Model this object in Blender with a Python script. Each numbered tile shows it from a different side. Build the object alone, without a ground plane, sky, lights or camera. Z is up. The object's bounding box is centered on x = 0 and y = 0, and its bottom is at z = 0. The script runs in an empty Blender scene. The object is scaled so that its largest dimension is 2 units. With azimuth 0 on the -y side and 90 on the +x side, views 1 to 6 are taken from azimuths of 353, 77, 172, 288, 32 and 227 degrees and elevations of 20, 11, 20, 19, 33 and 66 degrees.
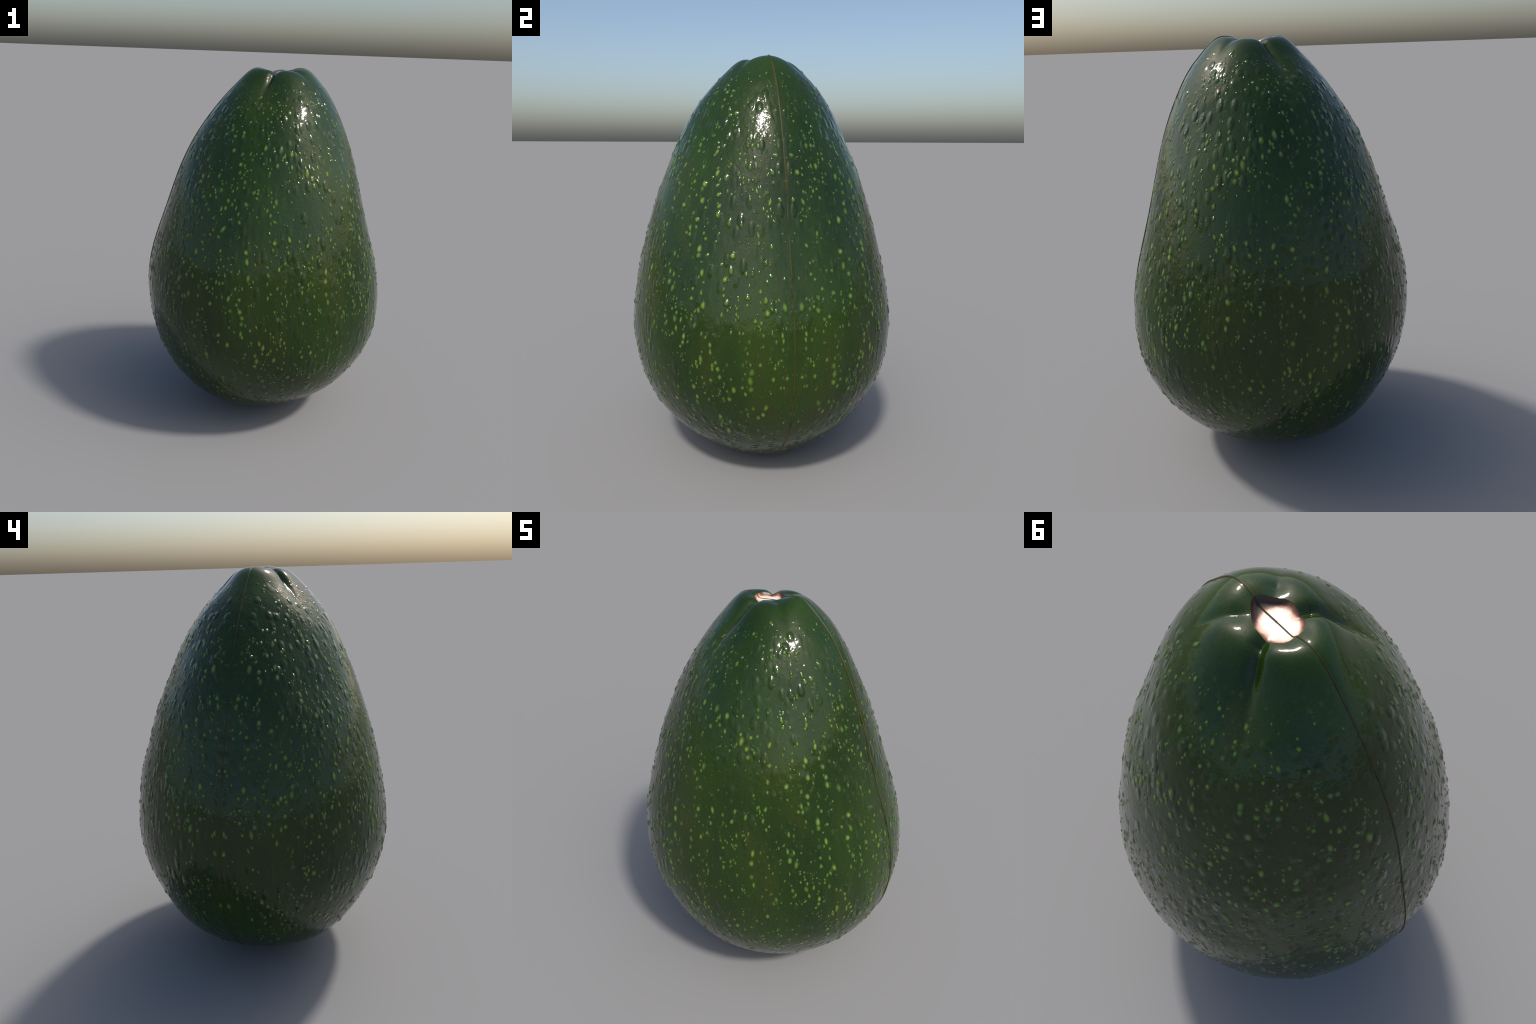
"""A whole green avocado: two cut halves put back together (a thin seam runs round
it in the plane y = 0), glossy dark skin with raised pale pores, creased neck and a
cream stem scar sunk in the top.  Each half is the mirror image of the other."""
import bpy, math, random
import numpy as np
from mathutils import Matrix, Vector

PI = math.pi
# ------------------------------------------------------------------ body profile
# knots are evenly spaced in t = 0 (base) .. pi (top), height z = 1 - cos t;
# radius = sin t * (round + oval cos2f + pear cos3f + square cos4f) about (lean, 0)
ROUND = [.9600, .8620, .8000, .7831, .7654, .7343, .6911, .6318, .5823, .5477, .5220, .5072, .5086, .5400, .6000]
LEAN = [.0550, .0280, .0050, .0040, .0133, .0077, -.0033, -.0096, -.0079, -.0027, .0152, .0397, .0530, .0494, .0400]
OVAL = [.0500, .0450, .0300, .0221, .0190, .0147, .0146, .0145, .0056, .0101, .0141, .0168, .0382, .0635, .0881]
PEAR = [.0367, .0253, .0138, .0021, -.0047, -.0009, -.0005, -.0022, -.0010, .0014, -.0025, -.0138, -.0228, -.0395, -.0562]
SQUARE = [.0062, .0039, .0015, -.0008, -.0003, -.0035, -.0039, -.0021, -.0010, .0025, .0120, .0178, .0186, .0225, .0271]
T_CAP = math.acos(-0.90)            # above this ring (z = 1.90) the shoulder rolls over into the scar
GAP_TOP, GAP_LOW = .0018, .0012     # half width of the seam
SCAR_X, SCAR_A, SCAR_B = .036, .074, .057


def spline(knots, t):
    """natural cubic spline through evenly spaced knots on 0..pi"""
    y = np.array(knots)
    n = len(y)
    h = PI / (n - 1)
    A = np.eye(n)
    b = np.zeros(n)
    for i in range(1, n - 1):
        A[i, i - 1:i + 2] = [h / 6, 2 * h / 3, h / 6]
        b[i] = (y[i + 1] - 2 * y[i] + y[i - 1]) / h
    m = np.linalg.solve(A, b)
    i = np.clip((t / h).astype(int), 0, n - 2)
    v = t / h - i
    u = 1 - v
    return u * y[i] + v * y[i + 1] + ((u ** 3 - u) * m[i] + (v ** 3 - v) * m[i + 1]) * h * h / 6


def smooth(a, b, x):
    k = np.clip((x - a) / (b - a), 0, 1)
    return k * k * (3 - 2 * k)


def body(t, f):
    """point on the body for arrays t, f (f = 0 on +x, pi on -x, y >= 0 between)"""
    r = np.sin(t) * (spline(ROUND, t) + spline(OVAL, t) * np.cos(2 * f) + spline(PEAR, t) * np.cos(3 * f)
                     + spline(SQUARE, t) * np.cos(4 * f))
    return np.stack([spline(LEAN, t) + r * np.cos(f), r * np.sin(f), 1 - np.cos(t)], -1)


# broad swellings and hollows of the fruit: angle from +x, height, how far out, spread in angle and height
SWELLINGS = [(2.27, 1.78, .017, .35, .10), (2.27, 1.48, -.010, .40, .09), (2.00, 1.02, .012, .45, .12),
             (.91, 1.45, .013, .38, .16), (.73, .38, -.008, .40, .10), (2.05, .20, .011, .65, .12)]


def swelling(P):
    f = np.arctan2(P[..., 1], P[..., 0])
    return sum(a * np.exp(-((f - c) / w) ** 2 - ((P[..., 2] - z) / h) ** 2) for c, z, a, w, h in SWELLINGS)


def scar_rim(f):
    """outline of the stem scar: a rounded, slightly angular oval"""
    k = 1 + .05 * np.cos(3 * f + .3) + .035 * np.cos(5 * f)
    x = SCAR_X + SCAR_A * np.cos(f) * k
    y = SCAR_B * np.sin(f) * k
    z = 1.9865 + .0035 * np.cos(f) + .001 * np.cos(2 * f)
    return np.stack([x, y, z], -1)


def lobe(f):
    """how high the shoulder swells before it dips to the scar"""
    g = lambda c, w: np.exp(-((f - c) / w) ** 2)
    return .004 + .020 * g(0, .55) + .005 * g(1.25, .4) + .026 * g(PI, .8)


def cap(s, f):
    """shoulder: s = 0 on the ring z = 1.90, s = 1 on the scar rim"""
    t0 = np.full_like(f, T_CAP)
    p0 = body(t0, f)
    d = (p0 - body(t0 - .02, f))
    d /= np.linalg.norm(d, axis=-1, keepdims=True)
    p3 = scar_rim(f)
    out = p0 - p3
    flat = out * np.array([1, 1, 0])
    span = np.linalg.norm(flat, axis=-1, keepdims=True)
    p1 = p0 + d * span * .62
    p2 = p3 + flat * .42
    p2[..., 2] += lobe(f)
    s = s[..., None]
    u = 1 - s
    return u ** 3 * p0 + 3 * u * u * s * p1 + 3 * u * s * s * p2 + s ** 3 * p3


# grooves that run down the neck from the scar, on the y > 0 half: points, depth, width
GROOVE_A = ([(.012, .050, 1.988), (.004, .080, 1.979), (-.016, .112, 1.962), (-.040, .150, 1.930), (-.066, .186, 1.890), (-.086, .214, 1.850), (-.10, .24, 1.80)],
            [.012, .027, .026, .017, .010, .005, 0], .017)
GROOVE_B = ([(.088, .040, 1.994), (.106, .062, 1.992), (.132, .090, 1.980), (.162, .122, 1.957), (.188, .150, 1.925), (.21, .17, 1.89)],
            [.006, .011, .010, .007, .003, 0], .024)


def groove_depth(P):
    total = np.zeros(P.shape[:-1])
    for pts, dep, width in (GROOVE_A, GROOVE_B):
        best = np.full(P.shape[:-1], 9.0)
        val = np.zeros(P.shape[:-1])
        for a, b, da, db in zip(pts[:-1], pts[1:], dep[:-1], dep[1:]):
            a, b = np.array(a), np.array(b)
            ab = b - a
            k = np.clip(((P - a) @ ab) / (ab @ ab), 0, 1)
            dist = np.linalg.norm(P - a - k[..., None] * ab, axis=-1)
            near = dist < best
            best = np.where(near, dist, best)
            val = np.where(near, da + (db - da) * k, val)
        total += val * np.exp(-np.abs(best / width) ** 1.5)
    return total


def relief(P):
    """slow lumps of the skin, in metres"""
    x, y, z = P[..., 0], P[..., 1], P[..., 2]
    return .0016 * np.sin(9 * x + 4 * z + 1) * np.sin(8 * y + 2.1) * np.sin(7 * z + .6)


N_RING, N_CAP, N_TURN = 210, 44, 170


def half_grid():
    """rings x turn grid of the y > 0 half, base to scar rim"""
    f = np.linspace(0, PI, N_TURN + 1)
    t = np.linspace(0.004, T_CAP, N_RING)
    low = body(np.repeat(t[:, None], len(f), 1), np.repeat(f[None], N_RING, 0))
    s = np.linspace(0, 1, N_CAP + 1)[1:]
    top = cap(np.repeat(s[:, None], len(f), 1), np.repeat(f[None], N_CAP, 0))
    P = np.concatenate([low, top])
    du = np.gradient(P, axis=0)
    dv = np.gradient(P, axis=1)
    n = np.cross(dv, du)
    n /= np.linalg.norm(n, axis=-1, keepdims=True) + 1e-12
    fade = smooth(0, .012, P[..., 1])[..., None]
    P = P + n * (relief(P) + swelling(P) - groove_depth(P))[..., None] * np.where(n[..., 2:] > 2, 0, 1) * (.15 + .85 * fade)
    P[..., 2] -= P[..., 2].min()
    P[..., 2] *= 1.9972 / P[..., 2].max()
    return P, n


def open_seam(P):
    """push the half off the plane y = 0 by the half width of the seam"""
    g = GAP_LOW + (GAP_TOP - GAP_LOW) * smooth(.6, 1.6, P[..., 2])
    Q = P.copy()
    Q[..., 1] = np.maximum(P[..., 1], 0) + g * np.exp(-np.maximum(P[..., 1], 0) / .03)
    return Q


def mesh_from_grid(name, P, mirror, wrap_pole=False):
    rows, cols = P.shape[:2]
    V = P.reshape(-1, 3).copy()
    if mirror:
        V[:, 1] *= -1
    faces = []
    for i in range(rows - 1):
        for j in range(cols - 1):
            a = i * cols + j
            q = (a, a + 1, a + cols + 1, a + cols)
            faces.append(q[::-1] if mirror else q)
    if wrap_pole:
        ring = tuple(range(cols))
        faces.append(ring if mirror else ring[::-1])
    me = bpy.data.meshes.new(name)
    me.from_pydata(V.tolist(), [], faces)
    me.polygons.foreach_set("use_smooth", [True] * len(faces))
    me.update()
    return me


# ------------------------------------------------------------------ materials
class Nodes:
    def __init__(self, name):
        self.mat = bpy.data.materials.new(name)
        self.mat.use_nodes = True
        self.t = self.mat.node_tree
        self.bsdf = self.t.nodes["Principled BSDF"]

    def new(self, kind, **props):
        n = self.t.nodes.new(kind)
        for k, v in props.items():
            setattr(n, k, v)
        return n

    def link(self, a, b):
        self.t.links.new(a, b)

    def math(self, op, a, b=None, clamp=False):
        n = self.new("ShaderNodeMath", operation=op, use_clamp=clamp)
        for i, v in enumerate((a, b)):
            if v is None:
                continue
            if hasattr(v, "links"):
                self.link(v, n.inputs[i])
            else:
                n.inputs[i].default_value = v
        return n.outputs[0]

    def ramp(self, fac, stops):
        n = self.new("ShaderNodeValToRGB")
        e = n.color_ramp.elements
        while len(e) < len(stops):
            e.new(.5)
        for el, (p, c) in zip(e, stops):
            el.position = p
            el.color = c if len(c) == 4 else (*c, 1)
        self.link(fac, n.inputs[0])
        return n.outputs[0]

    def step(self, fac, lo, hi):
        n = self.new("ShaderNodeMapRange", interpolation_type="SMOOTHSTEP")
        self.link(fac, n.inputs[0])
        n.inputs[1].default_value = lo
        n.inputs[2].default_value = hi
        return n.outputs[0]

    def mix(self, fac, a, b, blend="MIX"):
        n = self.new("ShaderNodeMix", data_type="RGBA", blend_type=blend)
        for sock, v in ((n.inputs[0], fac), (n.inputs[6], a), (n.inputs[7], b)):
            if hasattr(v, "links"):
                self.link(v, sock)
            elif isinstance(v, (int, float)):
                sock.default_value = v
            else:
                sock.default_value = (*v, 1)
        return n.outputs[2]

    def mirrored_position(self, scale=(1, 1, 1)):
        """world position with |y|, so both halves carry the same markings"""
        geo = self.new("ShaderNodeNewGeometry")
        sep = self.new("ShaderNodeSeparateXYZ")
        self.link(geo.outputs["Position"], sep.inputs[0])
        com = self.new("ShaderNodeCombineXYZ")
        self.link(self.math("MULTIPLY", sep.outputs[0], scale[0]), com.inputs[0])
        self.link(self.math("MULTIPLY", self.math("ABSOLUTE", sep.outputs[1]), scale[1]), com.inputs[1])
        self.link(self.math("MULTIPLY", sep.outputs[2], scale[2]), com.inputs[2])
        return com.outputs[0], sep

    def noise(self, vec, scale, detail=3, rough=.55):
        n = self.new("ShaderNodeTexNoise")
        n.inputs["Scale"].default_value = scale
        n.inputs["Detail"].default_value = detail
        n.inputs["Roughness"].default_value = rough
        self.link(vec, n.inputs["Vector"])
        return n.outputs[0]


GREEN_DARK = (.0092, .0255, .0030)
GREEN_MID = (.0178, .0425, .0034)
GREEN_WARM = (.0290, .0380, .0045)
PORE_PALE = (.126, .228, .026)
ROUGH = .075


def skin_colour(m):
    pos, sep = m.mirrored_position()
    streak, _ = m.mirrored_position((1, 1, .35))
    c = m.ramp(m.noise(streak, 3.2, 3), [(.36, GREEN_DARK), (.64, GREEN_MID)])
    warm = m.step(m.noise(streak, 5.5, 4, .65), .50, .70)
    c = m.mix(m.math("MULTIPLY", warm, .6), c, GREEN_WARM)
    fine = m.ramp(m.noise(pos, 160, 2), [(.3, (.82, .82, .82)), (.7, (1.18, 1.18, 1.18))])
    return m.mix(1.0, c, fine, "MULTIPLY"), pos, sep


def skin_surface(m, colour, bump_height=None, strength=.25, dist=.004):
    b = m.bsdf
    m.link(colour, b.inputs["Base Color"])
    b.inputs["Roughness"].default_value = ROUGH
    b.inputs["IOR"].default_value = 1.43
    if bump_height is not None:
        n = m.new("ShaderNodeBump")
        n.inputs["Strength"].default_value = strength
        n.inputs["Distance"].default_value = dist
        m.link(bump_height, n.inputs["Height"])
        m.link(n.outputs[0], b.inputs["Normal"])


def speck_layer(m, pos, scale, size, keep):
    """tiny pores: a soft dot in some of the cells of a Voronoi texture"""
    mp = m.new("ShaderNodeVectorMath", operation="MULTIPLY")
    m.link(pos, mp.inputs[0])
    mp.inputs[1].default_value = (1, 1, .62)
    v = m.new("ShaderNodeTexVoronoi")
    v.inputs["Scale"].default_value = scale
    m.link(mp.outputs[0], v.inputs["Vector"])
    pick = m.new("ShaderNodeSeparateColor")
    m.link(v.outputs["Color"], pick.inputs[0])
    on = m.math("LESS_THAN", pick.outputs[0], keep)
    dot = m.step(v.outputs["Distance"], size, size * .25)
    return m.math("MULTIPLY", dot, on), pick.outputs[1]


def streak_of(m):
    return m.mirrored_position((1, 1, .6))[0]


def make_skin():
    m = Nodes("avocado_skin")
    c, pos, sep = skin_colour(m)
    below_neck = m.step(sep.outputs[2], 1.97, 1.80)
    d1, r1 = speck_layer(m, pos, 34, .30, .38)
    d2, r2 = speck_layer(m, pos, 60, .30, .35)
    specks = m.math("MULTIPLY", m.math("MAXIMUM", m.math("MULTIPLY", d1, r1), m.math("MULTIPLY", d2, m.math("MULTIPLY", r2, .6))), below_neck)
    c = m.mix(m.math("MULTIPLY", specks, .75), c, tuple(k * .8 for k in PORE_PALE))
    ripple = m.math("ADD", m.math("MULTIPLY", m.noise(streak_of(m), 22, 3, .5), .62), m.math("MULTIPLY", m.noise(pos, 85, 2), .13))
    ripple = m.math("MULTIPLY", ripple, m.math("ADD", m.math("MULTIPLY", below_neck, .75), .25))
    blister, br = speck_layer(m, streak_of(m), 30, .58, .75)
    h = m.math("ADD", m.math("ADD", m.math("MULTIPLY", specks, 1.2), ripple),
               m.math("MULTIPLY", m.math("MULTIPLY", blister, m.math("MULTIPLY", br, 1.0)), below_neck))
    skin_surface(m, c, h, 1.0, .005)
    return m.mat


def make_pore_ring(name, blend):
    m = Nodes(name)
    c, pos, sep = skin_colour(m)
    tint = m.ramp(m.noise(pos, 14, 2), [(.35, (.7, .75, .7)), (.65, (1.1, 1.1, 1.0))])
    pale = m.mix(1.0, PORE_PALE, tint, "MULTIPLY")
    skin_surface(m, m.mix(blend, c, pale))
    return m.mat


def make_pore():
    """soft-edged: pale at the crown, skin green at the foot, by radius in the pore's own space"""
    m = Nodes("pore_skin")
    c, pos, sep = skin_colour(m)
    tc = m.new("ShaderNodeTexCoord")
    flat = m.new("ShaderNodeVectorMath", operation="MULTIPLY")
    m.link(tc.outputs["Object"], flat.inputs[0])
    flat.inputs[1].default_value = (1, 1, 0)
    ln = m.new("ShaderNodeVectorMath", operation="LENGTH")
    m.link(flat.outputs[0], ln.inputs[0])
    k = m.step(ln.outputs["Value"], .74, .10)
    info = m.new("ShaderNodeObjectInfo")
    tint = m.ramp(info.outputs["Random"], [(0, (.40, .50, .5)), (.5, (.85, .85, .8)), (1, (1.15, 1.08, 1.0))])
    skin_surface(m, m.mix(k, c, m.mix(1.0, PORE_PALE, tint, "MULTIPLY")))
    return m.mat


def make_scar():
    m = Nodes("stem_scar_wood")
    pos, sep = m.mirrored_position()
    dx = m.math("DIVIDE", m.math("SUBTRACT", sep.outputs[0], SCAR_X), SCAR_A)
    dy = m.math("DIVIDE", sep.outputs[1], SCAR_B)
    rad = m.math("SQRT", m.math("ADD", m.math("MULTIPLY", dx, dx), m.math("MULTIPLY", dy, dy)))
    wob = m.math("MULTIPLY", m.math("SUBTRACT", m.noise(pos, 45, 4), .5), .30)
    side = m.math("MULTIPLY", m.step(dx, .10, .95), .34)
    r = m.math("ADD", m.math("ADD", rad, wob), side)
    c = m.ramp(r, [(.0, (.94, .83, .68)), (.58, (.93, .77, .62)), (.80, (.82, .50, .37)), (.90, (.30, .145, .085)), (1.0, (.050, .026, .018))])
    m.link(c, m.bsdf.inputs["Base Color"])
    m.bsdf.inputs["Roughness"].default_value = .35
    n = m.new("ShaderNodeBump")
    n.inputs["Strength"].default_value = .3
    n.inputs["Distance"].default_value = .002
    m.link(m.noise(pos, 120, 3), n.inputs["Height"])
    m.link(n.outputs[0], m.bsdf.inputs["Normal"])
    return m.mat


def make_cut():
    m = Nodes("cut_edge")
    pos, sep = m.mirrored_position()
    c = m.ramp(m.noise(pos, 12, 3), [(.34, (.022, .030, .004)), (.5, (.060, .054, .006)), (.66, (.095, .050, .010))])
    m.link(c, m.bsdf.inputs["Base Color"])
    m.bsdf.inputs["Roughness"].default_value = .4
    return m.mat


# ------------------------------------------------------------------ pores
def pore_shape(kind, flip=1):
    """a low dome of unit radius along x and y, height 1 (scaled when placed);
    long axis = y; kinds: round, drop (tail upwards), bean (bent)"""
    rings, seg = 8, 18
    rng = random.Random(kind)
    wave = [(k, rng.uniform(-.085, .085) * (1.6 if k == 2 else 1), rng.uniform(0, 6)) for k in (2, 3, 4)]
    form = kind.split('_')[0]
    V, F, ringof = [(0, 0, 1.0)], [], []
    for i in range(1, rings + 1):
        r = i / rings
        h = (1 - r * r) ** 2 * 1.06 - .06
        for j in range(seg):
            a = 2 * PI * j / seg
            b = a if flip > 0 else PI - a
            w = 1 + sum(m * math.sin(k * b + p) for k, m, p in wave)
            x, y = r * w * math.cos(a), r * w * math.sin(a)
            if form == "drop":
                x *= 1 - .42 * max(y, 0) ** 1.0
            elif form == "bean":
                x = x * .8 + flip * .34 * (y * y - .3)
            elif form == "pear":
                x *= 1 - .30 * math.exp(-((y - .15) / .3) ** 2)
            V.append((x, y, h * ((1 - .35 * max(y, 0)) if form == "pear" else 1)))
    for j in range(seg):
        F.append((0, 1 + j, 1 + (j + 1) % seg))
        ringof.append(0)
    for i in range(rings - 1):
        for j in range(seg):
            a, b = 1 + i * seg, 1 + (i + 1) * seg
            k = (j + 1) % seg
            F.append((a + j, b + j, b + k, a + k))
            ringof.append(i + 1)
    return np.array(V), F, ringof


KINDS = ["round_a", "round_b", "round_c", "drop_a", "drop_b", "pear_a", "bean_a", "bean_b"]


def pore_plan(P):
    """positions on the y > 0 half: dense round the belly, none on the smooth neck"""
    rng = random.Random(11)
    du = np.gradient(P, axis=0)
    dv = np.gradient(P, axis=1)
    nrm = np.cross(dv, du)
    area = np.linalg.norm(nrm, axis=-1)
    z = P[..., 2]
    y = P[..., 1]
    w = area * (.25 + .75 * smooth(.15, .6, z)) * (1 - .75 * smooth(1.80, 1.96, z)) * (y > .012)
    patch = np.sin(11 * P[..., 0] + 3 * z) * np.sin(13 * z + 5 * y) + np.sin(17 * y - 9 * z + 1)
    w = w * np.clip(1 + .5 * patch, .15, 2.2)
    w[:6] = 0
    w[-N_CAP // 2:] = 0
    w[:, :2] = 0
    w[:, -2:] = 0
    cum = np.cumsum(w.ravel())
    rows, cols = z.shape
    plan = []
    grid = {}

    def put(i, j, fi, fj, size, room):
        p = (P[i, j] * (1 - fi) + P[i + 1, j] * fi) * (1 - fj) + (P[i, j + 1] * (1 - fi) + P[i + 1, j + 1] * fi) * fj
        size *= 1 - .40 * float(smooth(1.5, 1.9, p[2]))
        if p[1] < size * .95 + .002:
            return None
        cell = tuple(int(math.floor(c / .05)) for c in p)
        for a in (-1, 0, 1):
            for b in (-1, 0, 1):
                for c in (-1, 0, 1):
                    for q in grid.get((cell[0] + a, cell[1] + b, cell[2] + c), ()):
                        if sum((p[k] - q[0][k]) ** 2 for k in range(3)) < ((size + q[1]) * room) ** 2:
                            return None
        n = nrm[i, j] / area[i, j]
        up = du[i, j] / np.linalg.norm(du[i, j])
        long = 1.1 + 1.1 * rng.random() ** 1.6
        q = (p, size, long, n, up, rng.gauss(0, .18), rng.choice([0, 0, 1, 1, 2, 2, 3, 4, 4, 5, 6, 7]), .21 + .10 * rng.random())
        plan.append(q)
        grid.setdefault(cell, []).append(q)
        return q

    def locate(p, i, j):
        """grid cell nearest to a wanted point, searched round (i, j)"""
        i0, i1, j0, j1 = max(i - 9, 8), min(i + 10, rows - 3), max(j - 9, 2), min(j + 10, cols - 3)
        if i1 <= i0 or j1 <= j0:
            return None
        d = ((P[i0:i1, j0:j1] - p) ** 2).sum(-1)
        a, b = divmod(int(d.argmin()), d.shape[1])
        return i0 + a, j0 + b

    for _ in range(40000):
        k = int(np.searchsorted(cum, rng.random() * cum[-1]))
        i, j = divmod(min(k, rows * cols - 1), cols)
        i, j = min(max(i, 2), rows - 3), min(max(j, 2), cols - 3)
        size = .0070 + .0120 * rng.random() ** 2.2
        if rng.random() < .04:
            size *= 1.3
        q = put(i, j, rng.random(), rng.random(), size, .95)
        # pores run together in short strings down the fruit
        while q is not None and rng.random() < .42:
            step = (q[1] * rng.uniform(1.1, 2.6)) * rng.choice((-1, 1))
            side = np.cross(q[4], q[3]) * rng.gauss(0, .5) * q[1]
            spot = locate(q[0] + q[4] * step + side, i, j)
            if spot is None:
                break
            i, j = spot
            q = put(i, j, rng.random(), rng.random(), min(q[1] * rng.uniform(.5, 1.1), .02), .55)
        if len(plan) >= 1250:
            break
    plan.sort(key=lambda q: -q[1] * q[1] * q[2])
    return plan


def pore_matrix(q, mirror):
    p, size, long, n, up, turn, kind, tall = q
    p, n, up = Vector(p), Vector(n), Vector(up)
    if mirror:
        p.y, n.y, up.y, turn = -p.y, -n.y, -up.y, -turn
    side = up.cross(n).normalized()
    up = n.cross(side).normalized()
    a = math.cos(turn) * side + math.sin(turn) * up
    b = math.cos(turn) * up - math.sin(turn) * side
    wide = size / math.sqrt(1 if long < 1.4 else 1.15)
    M = Matrix.Identity(4)
    for r in range(3):
        M[r][0] = a[r] * wide
        M[r][1] = b[r] * wide * long
        M[r][2] = n[r] * size * tall
        M[r][3] = p[r] - n[r] * .0002
    return M


# ------------------------------------------------------------------ build
def add(name, me, parent):
    ob = bpy.data.objects.new(name, me)
    bpy.context.scene.collection.objects.link(ob)
    ob.parent = parent
    return ob


def build():
    skin, scar, cut = make_skin(), make_scar(), make_cut()
    pore_mat = make_pore()
    rings = [make_pore_ring("small_pore_shade", k) for k in (.80, .64, .42, .22, .08, 0.0)]

    root = bpy.data.objects.new("avocado", None)
    bpy.context.scene.collection.objects.link(root)
    root["label"] = "whole green avocado, glossy pimpled skin, seam, pale stem scar"
    root["category"] = "avocado"

    P, N = half_grid()
    Q = open_seam(P)
    plan = pore_plan(P)

    # stem scar: from the rim down a short wall to a shallow floor
    f = np.linspace(0, PI, N_TURN + 1)
    rim = Q[-1]
    mid = np.array([SCAR_X, .0018, 0])
    prof = [(1.0, 0), (.97, .0035), (.93, .0085), (.86, .0125), (.75, .0145), (.6, .0152), (.45, .0150), (.3, .0148), (.15, .0146), (0.0, .0146)]
    zc = rim[:, 2].mean()
    rows = []
    for k, d in prof:
        oval = mid + np.stack([SCAR_A * np.cos(f), SCAR_B * np.sin(f), rim[:, 2]], -1)
        shape = rim * smooth(.5, 1, k) + oval * (1 - smooth(.5, 1, k))
        r = mid + (shape - mid) * k
        r[:, 2] = zc + (rim[:, 2] - zc) * k ** 6 - d 
        rows.append(r)
    S = np.array(rows)

    # cut face: profile of the half in the seam plane, set in by the skin's lip
    prof_r = np.concatenate([Q[:, 0], S[1:, 0]])
    prof_l = np.concatenate([Q[:, -1], S[1:, -1]])

    def inset(c, sign):
        d = np.gradient(c[:, [0, 2]], axis=0)
        nn = np.stack([d[:, 1], -d[:, 0]], -1) * sign
        nn /= np.linalg.norm(nn, axis=1, keepdims=True) + 1e-9
        o = c.copy()
        o[:, 0] -= nn[:, 0] * .0016
        o[:, 2] -= nn[:, 1] * .0016
        return o
    ir, il = inset(prof_r, 1), inset(prof_l, -1)
    ir[0, 2] = il[0, 2] = ir[1, 2]
    across = []
    def at(c, y):
        o = c.copy()
        o[:, 1] = y if np.isscalar(y) else y
        return o
    # the cut edge stands a few millimetres proud of the skin, all round but the base
    proud = (smooth(.03, .22, prof_r[:, 2]) * (.0036 - .0010 * smooth(1.6, 1.97, prof_r[:, 2])))[:, None]
    out_r, out_l = (prof_r - ir) / .0016, (prof_l - il) / .0016
    wide = .0022
    foot_r, foot_l = prof_r - out_r * .002, prof_l - out_l * .002
    crest_r, crest_l = prof_r + out_r * proud, prof_l + out_l * proud * .8
    cols = [at(foot_r, wide + .0004), at(prof_r + out_r * proud * .55, wide), at(crest_r, wide * .6), at(crest_r - out_r * .0004, .0005)]
    for k in np.linspace(0, 1, 9)[1:-1]:
        mid_line = at(ir * (1 - k) + il * k, .0004)
        mid_line[:, 2] = np.minimum(mid_line[:, 2], 1.962)
        cols.append(mid_line)
    wide = .0016
    cols += [at(crest_l - out_l * .0004, .0005), at(crest_l, wide * .6), at(prof_l + out_l * proud * .55, wide), at(foot_l, wide + .0004)]
    Cg = np.stack(cols, 1)

    shapes = {k: pore_shape(k) for k in KINDS}
    shapes_m = {k: pore_shape(k, -1) for k in KINDS}

    for mirror in (False, True):
        half = add("avocado_half", mesh_from_grid("avocado_half", Q, mirror, True), root)
        half.data.materials.append(skin)
        sc = add("stem_scar", mesh_from_grid("stem_scar", S, mirror), half)
        sc.data.materials.append(scar)
        ce = add("cut_face", mesh_from_grid("cut_face", Cg[:, ::1], mirror), half)
        ce.data.materials.append(cut)

        table = shapes_m if mirror else shapes
        meshes = {}
        for k in KINDS:
            V, F, _ = table[k]
            me = bpy.data.meshes.new("pore_" + k)
            me.from_pydata(V.tolist(), [], F)
            me.polygons.foreach_set("use_smooth", [True] * len(F))
            me.materials.append(pore_mat)
            meshes[k] = me
        for q in plan[:150]:
            ob = add("pore", meshes[KINDS[q[6]]], half)
            ob.matrix_local = pore_matrix(q, mirror)

        allV, allF, allM = [], [], []
        off = 0
        for q in plan[150:]:
            V, F, ro = table[KINDS[q[6]]]
            M = np.array(pore_matrix(q, mirror))
            allV.append(V @ M[:3, :3].T + M[:3, 3])
            allF += [tuple(i + off for i in face) for face in F]
            allM += [min(max(r - 1, 0), 5) for r in ro]
            off += len(V)
        me = bpy.data.meshes.new("small_pores")
        me.from_pydata(np.concatenate(allV).tolist(), [], allF)
        for m in rings:
            me.materials.append(m)
        me.polygons.foreach_set("material_index", allM)
        me.polygons.foreach_set("use_smooth", [True] * len(allF))
        me.update()
        ob = add("small_pores", me, half)
        ob["kind"] = "stuff"


build()
